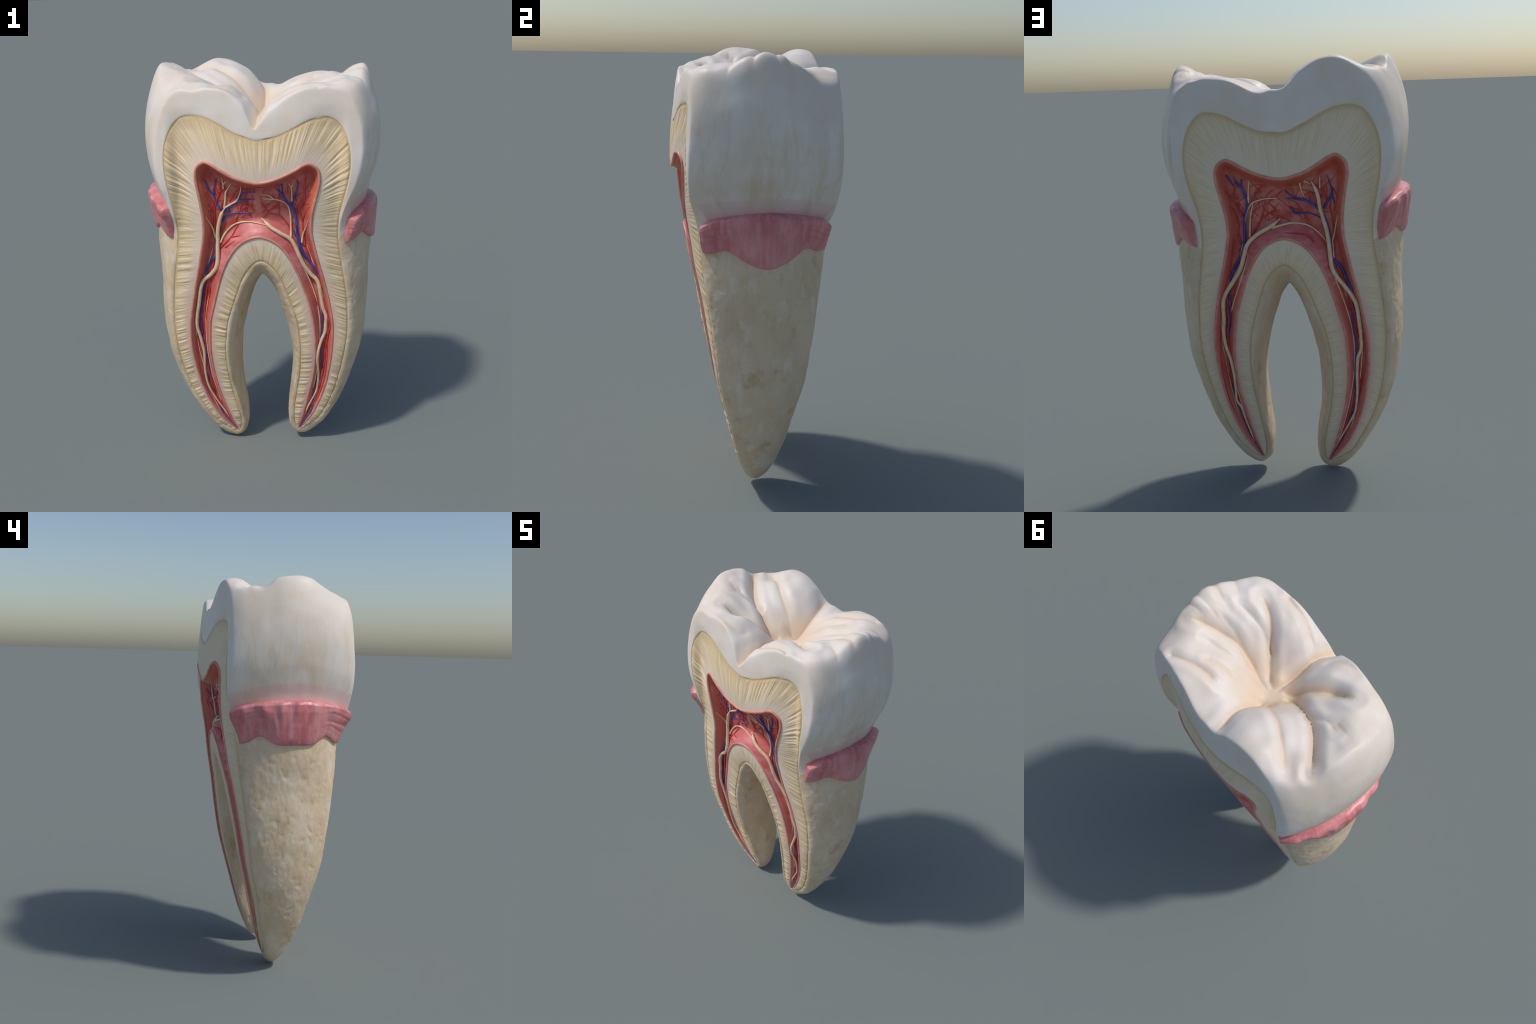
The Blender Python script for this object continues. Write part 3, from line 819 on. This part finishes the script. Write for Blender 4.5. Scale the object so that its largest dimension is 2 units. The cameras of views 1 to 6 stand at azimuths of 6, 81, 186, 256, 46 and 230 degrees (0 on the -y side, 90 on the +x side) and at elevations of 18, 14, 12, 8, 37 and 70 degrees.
def region(name, rows, mat, attrs=None):
    rows = np.asarray(rows)
    n = len(rows)
    verts = full[rows].reshape(-1, 3)
    f = grid_faces(n, NR)
    a = f[(60 if n > 60 else 0) * (NR - 1) + NR // 2]
    gv = (rows[:, None] * NR + np.arange(NR)).reshape(-1)
    tn = np.cross(verts[a[2]] - verts[a[0]], verts[a[3]] - verts[a[1]])
    if tn @ vn[gv[a[0]]] < 0:
        f = f[:, ::-1]
    ob = mesh_object(name, verts, f, mat, tooth, attrs=attrs)
    ob.data.normals_split_custom_set_from_vertices(vn[gv].tolist())
    return ob


crown_rows = np.r_[np.arange(NT - NECK, NT), np.arange(0, NECK + 1)]
region("enamel_crown", crown_rows, MAT_ENAMEL, attrs=dict(groove=stain[crown_rows]))
region("root", np.arange(NECK, FORK + 1), MAT_CEMENT)
region("root", np.arange(FORK, NT - NECK + 1), MAT_CEMENT)

# ---------------------------------------------------------------- dentin
ND = 44
along_len = np.r_[0, np.cumsum(np.linalg.norm(np.diff(np.vstack([(c1 + c2) / 2, ((c1 + c2) / 2)[:1]]), axis=0), axis=1))]


def ridge_noise(t_len, v, seed, freq):
    return np.array([noise.noise(Vector((a * freq, b * .9, seed))) for a, b in zip(t_len, v)])


def build_dentin(sgn, relief, seed):
    NTD = NT + 1
    tt = np.arange(NTD) % NT
    v = np.linspace(-.06, 1.0, ND)
    C1, C2 = c1[tt], c2[tt]
    P = C1[:, None] + (C2 - C1)[:, None] * v[None, :, None]
    L = np.repeat(along_len[:, None], ND, 1)
    L[-1] = L[0]
    V = np.repeat(v[None], NTD, 0)
    fine = ridge_noise(L.ravel(), V.ravel() * .4, seed, 128).reshape(L.shape)
    broad = ridge_noise(L.ravel(), V.ravel() * .3, seed + 9, 66).reshape(L.shape)
    patch = ridge_noise(L.ravel(), V.ravel() * 1.5, seed + 4, 5).reshape(L.shape)
    env = smooth01(V / .06) * (1 - smooth01((V - .45 - .25 * patch) / .35))
    # the striae are coarser on the walls and finer under the bite
    d = (fine * .7 + broad * .9) * env * relief * (1 + .8 * patch)
    d += .003 * np.sin(np.clip(V, 0, 1) * np.pi) - .0025 * (1 - smooth01(V / .05)) - .001
    y = sgn * (face_y(P[..., 0], P[..., 1]) + d)
    G = np.stack([P[..., 0], y, P[..., 1]], -1)
    G[:, 0, 1] -= sgn * .006
    f = grid_faces(NTD, ND, flip=(sgn > 0))
    return mesh_object("dentin", G, f, MAT_DENTIN_FRONT if sgn < 0 else MAT_DENTIN_BACK, tooth, attrs=dict(across=np.clip(V, 0, 1), along=L))


build_dentin(-1, .0038, 1.7)
build_dentin(1, .0004, 8.3)

# ---------------------------------------------------------------- pulp
outer_part = np.r_[c2[:tips[0] + 1][::-1], c2[tips[1]:][::-1]]   # tip L -> top -> tip R
inner_part = c2[tips[0]:tips[1] + 1]
pulp_outer = resample(outer_part, 700)
pulp_inner = resample(inner_part, 700)


def depth_scale(z):
    return np.interp(z, [0, .1, .5, .95, 1.15, 1.3], [.006, .014, .026, .034, .052, .066])


def pulp_depth(P):
    do = seg_distance(P, pulp_outer[::3])
    di = seg_distance(P, pulp_inner[::3])
    wide_in = np.interp(P[:, 1], [.7, 1.1, 1.2], [.03, .055, .085])
    a = smooth01(do / np.interp(P[:, 1], [.9, 1.2, 1.4], [.034, .038, .055])) ** .75
    b = np.clip(smooth01(di / wide_in), 0, 1)
    return depth_scale(P[:, 1]) * a * b, np.minimum(do, di), di


def match_inner():
    """pairs points of the upper and the lower limit of the pulp"""
    zo = pulp_outer
    so = arc(pulp_outer); si = arc(pulp_inner)
    # landmarks: tip, neck, crown corner, top middle
    lo, li = [0], [0]
    nO = len(outer_part); 
    oc = arc(outer_part)
    marks_outer = [oc[COUNTS["outer"]], oc[COUNTS["outer"] + COUNTS["side"]], oc[COUNTS["outer"] + COUNTS["side"] + COUNTS["top"]],
                   oc[nO - 1 - COUNTS["outer"] - COUNTS["side"]], oc[nO - 1 - COUNTS["outer"]]]
    h = si[-1] / 2
    marks_inner = [h * .83, h * .90, h, h * 1.10, h * 1.17]
    u = np.linspace(0, 1, 361)
    key = np.linspace(0, 1, 361)
    # even steps along the outer limit
    s = key * so[-1]
    t = np.interp(s, [0] + marks_outer + [so[-1]], [0] + marks_inner + [si[-1]])
    O = np.stack([np.interp(s, so, pulp_outer[:, k]) for k in (0, 1)], 1)
    I = np.stack([np.interp(t, si, pulp_inner[:, k]) for k in (0, 1)], 1)
    return O, I


def build_pulp(sgn):
    O, I = match_inner()
    w = .5 - .5 * np.cos(np.linspace(0, np.pi, 56))
    P = O[:, None] + (I - O)[:, None] * w[None, :, None]
    F = P.reshape(-1, 2)
    dep, rim, fork = pulp_depth(F)
    relief = fbm(np.c_[F, np.full(len(F), sgn * 3.0)], 16, 2, 6) * .004 * smooth01(rim / .03)
    y = sgn * (face_y(F[:, 0], F[:, 1]) - dep + relief - .001)
    G = np.stack([F[:, 0], y, F[:, 1]], 1)
    f = grid_faces(len(O), len(w), flip=(sgn < 0))
    a = G[f[150 * 55 + 20]]
    n = np.cross(a[1] - a[0], a[2] - a[0])
    if n[1] * sgn < 0:
        f = f[:, ::-1]
    fork = np.where(F[:, 1] > 1.0, fork, .2)
    return mesh_object("pulp", G, f, MAT_PULP, tooth, attrs=dict(rim_distance=rim, fork_distance=fork))


pulps = {-1: build_pulp(-1), 1: build_pulp(1)}


def sweep(path, radii, sides=10, closed=False):
    """Round tube along a 3D path."""
    path = np.asarray(path, float)
    n = len(path)
    tan = (np.roll(path, -1, 0) - np.roll(path, 1, 0)) if closed else np.gradient(path, axis=0)
    tan /= np.maximum(np.linalg.norm(tan, axis=1, keepdims=True), 1e-9)
    up = np.tile(np.array([0, 1.0, 0]), (n, 1))
    a = np.cross(tan, up)
    a /= np.maximum(np.linalg.norm(a, axis=1, keepdims=True), 1e-9)
    b = np.cross(tan, a)
    th = np.linspace(0, 2 * np.pi, sides, endpoint=False)
    r = np.asarray(radii, float).reshape(-1, 1, 1)
    V = path[:, None] + r * (np.cos(th)[None, :, None] * a[:, None] + np.sin(th)[None, :, None] * b[:, None])
    faces = []
    m = n if closed else n - 1
    for i in range(m):
        for j in range(sides):
            k, l = (i + 1) % n, (j + 1) % sides
            faces.append((i * sides + j, i * sides + l, k * sides + l, k * sides + j))
    if not closed:
        faces.append(tuple(range(sides))[::-1])
        faces.append(tuple((n - 1) * sides + j for j in range(sides)))
    return V.reshape(-1, 3), faces


for sgn in (-1, 1):
    P = resample(np.vstack([c2, c2[:1]]), 1101)[:-1]
    y = sgn * (face_y(P[:, 0], P[:, 1]) - .0015)
    rad = np.interp(P[:, 1], [.05, .2, .9, 1.3], [.002, .0045, .006, .0075])
    V, F = sweep(np.stack([P[:, 0], y, P[:, 1]], 1), rad, 10, closed=True)
    mesh_object("pulp_lining", V, F, MAT_LIP, tooth)

# ---------------------------------------------------------------- nerves and vessels
def build_vessels(kind, lines, sgn, mat, r_main, r_twig, lift_main, lift_twig):
    for i, line in enumerate(lines):
        line = np.asarray(line)
        length = arc(line)[-1]
        n = max(10, int(length / .006))
        P = spline(line, n)
        main = length > .45
        r0 = r_main if main else r_twig * (1.0 if length > .1 else .75)
        s = np.linspace(0, 1, n)
        if main:
            rad = r0 * np.interp(P[:, 1], [.05, .35, .9, 1.1, 1.4], [.22, .55, .95, 1.0, .8])
            rad *= np.clip(np.minimum(s, 1 - s) / .03, .35, 1)
            if kind == "vein":
                rad *= np.interp(P[:, 1], [.2, .4, .95, 1.10], [1.0, .6, .6, 1.0])
        else:
            rad = r0 * (1 - .6 * s)
            rad *= np.clip((1 - s) / .05, .4, 1)
        dep, rim, _ = pulp_depth(P)
        lift = (lift_main if main else lift_twig)
        lift = lift * np.interp(P[:, 1], [.1, .5, 1.0, 1.25], [.3, .6, .9, 1.0])
        y = face_y(P[:, 0], P[:, 1]) - dep + lift * smooth01(rim / .02) + rad * .35
        y = gauss_open(np.c_[y], 2.0)[:, 0]
        V, F = sweep(np.stack([P[:, 0], sgn * y, P[:, 1]], 1), rad, 10)
        mesh_object(kind, V, F, mat, pulps[sgn])


for sgn, tag in ((-1, "front"), (1, "back")):
    build_vessels("artery", {"front": artery_front, "back": artery_back}[tag], sgn, MAT_ARTERY, .0060, .0048, .002, .001)
    build_vessels("vein", {"front": vein_front, "back": vein_back}[tag], sgn, MAT_VEIN, .0064, .0050, .005, .002)
    build_vessels("nerve", {"front": nerve_front, "back": nerve_back}[tag], sgn, MAT_NERVE, .0105, .0055, .010, .003)

def build_strands(sgn):
    """thin cords running down each canal between its two limits"""
    rng = np.random.default_rng(40 + sgn)
    O, I = match_inner()
    low = int(len(O) * .36)
    for side in (0, 1):
        o, i = (O[:low], I[:low]) if side == 0 else (O[::-1][:low], I[::-1][:low])
        for k in range(6):
            w0 = .22 + .1 * k + rng.uniform(-.03, .03)
            a, b = int(low * rng.uniform(.04, .25)), int(low * rng.uniform(.70, .98))
            s = np.arange(a, b)
            ph = rng.uniform(0, 6.28)
            w = w0 + .09 * np.sin(s / low * rng.uniform(7, 12) + ph)
            P = resample(o[a:b] + (i[a:b] - o[a:b]) * w[:, None], 70)
            dep, rim, _ = pulp_depth(P)
            t = np.linspace(0, 1, len(P))
            rad = rng.uniform(.0024, .0038) * np.interp(P[:, 1], [.05, .4, 1.0], [.4, .8, 1.0]) * np.clip(np.minimum(t, 1 - t) / .08, .3, 1)
            y = face_y(P[:, 0], P[:, 1]) - dep + rad * .5
            V, F = sweep(np.stack([P[:, 0], sgn * y, P[:, 1]], 1), rad, 8)
            kind, mat = (("artery", MAT_ARTERY), ("nerve", MAT_NERVE), ("artery", MAT_ARTERY), ("artery", MAT_ARTERY), ("artery", MAT_ARTERY), ("nerve", MAT_NERVE))[k]
            mesh_object(kind, V, F, mat, pulps[sgn])


build_strands(-1)
build_strands(1)


# hair-fine twigs between the larger ones, one piece per side
def build_capillaries(sgn):
    verts, faces = [], []
    rng = np.random.default_rng(21 + sgn)
    for k in range(60):
        x0, z0 = rng.uniform(-.24, .24), rng.uniform(1.30, 1.47)
        ang = rng.normal(1.57, .45)
        P = [(x0, z0)]
        for q in range(5):
            ang += rng.normal(0, .28)
            P.append((P[-1][0] + .016 * math.cos(ang), P[-1][1] + .016 * math.sin(ang)))
        P = spline(P, 14)
        dep, rim, _ = pulp_depth(P)
        inside = (np.abs(P[:, 0]) < .27) & (rim > .018) & (P[:, 1] < np.interp(np.abs(P[:, 0]), [0, .1, .24], [1.47, 1.49, 1.56]))
        if inside.sum() < 14:
            continue
        rad = .0018 * (1 - .6 * np.linspace(0, 1, 14))
        y = face_y(P[:, 0], P[:, 1]) - dep + .001
        V, F = sweep(np.stack([P[:, 0], sgn * y, P[:, 1]], 1), rad, 6)
        faces += [tuple(i + len(verts) * 0 + sum(map(len, verts)) for i in f) for f in F]
        verts.append(V)
    ob = mesh_object("capillaries", np.vstack(verts), faces, MAT_ARTERY, pulps[sgn])
    ob["kind"] = "stuff"


build_capillaries(-1)
build_capillaries(1)

# ---------------------------------------------------------------- gum
def build_gum(side):
    """Swollen collar on one side wall, from cut face to cut face."""
    rows = np.arange(CORNER + 25, NECK + 190) if side < 0 else np.arange(NT - CORNER - 25, NT - NECK - 190, -1)
    NU, NV = 121, 48
    u_grid = np.sin(np.linspace(-1, 1, NU) * np.pi / 2 * .9) / np.sin(np.pi / 2 * .9)
    S = np.zeros((len(rows), NU, 3))
    for i, t in enumerate(rows):
        line = full[t]
        lo, hi = np.argmin(line[12:40, 1]) + 12, NR - 40 + np.argmax(line[NR - 40:NR - 12, 1])
        seg = line[lo:hi + 1]
        ym = min(-seg[0, 1], seg[-1, 1]) * .992
        yy = np.maximum.accumulate(seg[:, 1] + np.arange(len(seg)) * 1e-7)
        for k in range(3):
            S[i, :, k] = np.interp(u_grid * ym, yy, seg[:, k])
    top_mid, top_end, bot_mid, bot_end, rise = (1.435, 1.388, 1.210, 1.205, .045) if side < 0 else (1.375, 1.325, 1.142, 1.182, .030)
    verts = np.zeros((NU + 4, NV, 3))
    v = np.linspace(0, 1, NV)
    v = v * .6 + .4 * smooth01(v)
    prof = np.interp(v, [0, .02, .06, .13, .28, .6, .88, .96, .985, 1], [-.5, .25, .66, .93, 1.0, .78, .46, .32, .15, -.5])
    for m in range(NU + 4):
        i = min(max(m - 2, 0), NU - 1)
        over = abs(m - 2 - i)                      # closing columns beyond the ends
        u = u_grid[i]
        au = abs(u)
        z_top = top_end + (top_mid - top_end) * (1 - au ** 1.8) - .018 * max(0, (au - .80) / .20) ** 2
        z_bot = bot_end + (bot_mid - bot_end) * math.exp(-(u / .38) ** 2) + rise * math.exp(-((au - .66) / .2) ** 2)
        z = z_top + (z_bot - z_top) * v
        order = np.argsort(S[:, i, 2])
        p = np.stack([np.interp(z, S[order, i, 2], S[order, i, k]) for k in range(3)], 1)
        p[:, 1] += .002 * np.sign(u) * smooth01(np.array((au - .75) / .25))
        out = np.array([side, .48 * u, .12])
        out /= np.linalg.norm(out)
        ph = u * 9.5 + 1.2 * math.sin(u * 3 + side) * v
        fold = np.cos(ph * 2.2 + (1.1 if side < 0 else .4))
        wr = (.0045 if side < 0 else .0022) * fold * np.exp(-((v - .2) / .22) ** 2)
        wr += .0011 * np.cos(u * 46 + 2.5 * v * u) * np.exp(-((v - .45) / .35) ** 2)
        ends = float(smooth01(np.array((au - .45) / .3)))
        wr -= .0042 * ends * np.exp(-((v - .50 - .06 * math.sin(u * 7)) / .045) ** 2)
        wr -= .0028 * ends * (np.exp(-((v - .32) / .035) ** 2) + np.exp(-((v - .68) / .035) ** 2))
        th = (.044 if side < 0 else .050) * prof + wr * np.clip(prof, 0, 1)
        if over:
            th = np.minimum(th, .012) - .022 * over
        else:
            round_end = math.sqrt(max(0, 1 - max(0, (au - .80) / .20) ** 2))
            th = np.where(th > 0, th * (.94 + .06 * round_end), th)
        verts[m] = p + out[None] * th[:, None]
    V = verts.reshape(-1, 3)
    f = grid_faces(NU + 4, NV)
    q = f[(NU // 2) * (NV - 1) + NV // 2]
    n = np.cross(V[q[1]] - V[q[0]], V[q[2]] - V[q[0]])
    if n[0] * side < 0:
        f = f[:, ::-1]
    return mesh_object("gum", V, f, MAT_GUM, tooth)


build_gum(-1)
build_gum(1)
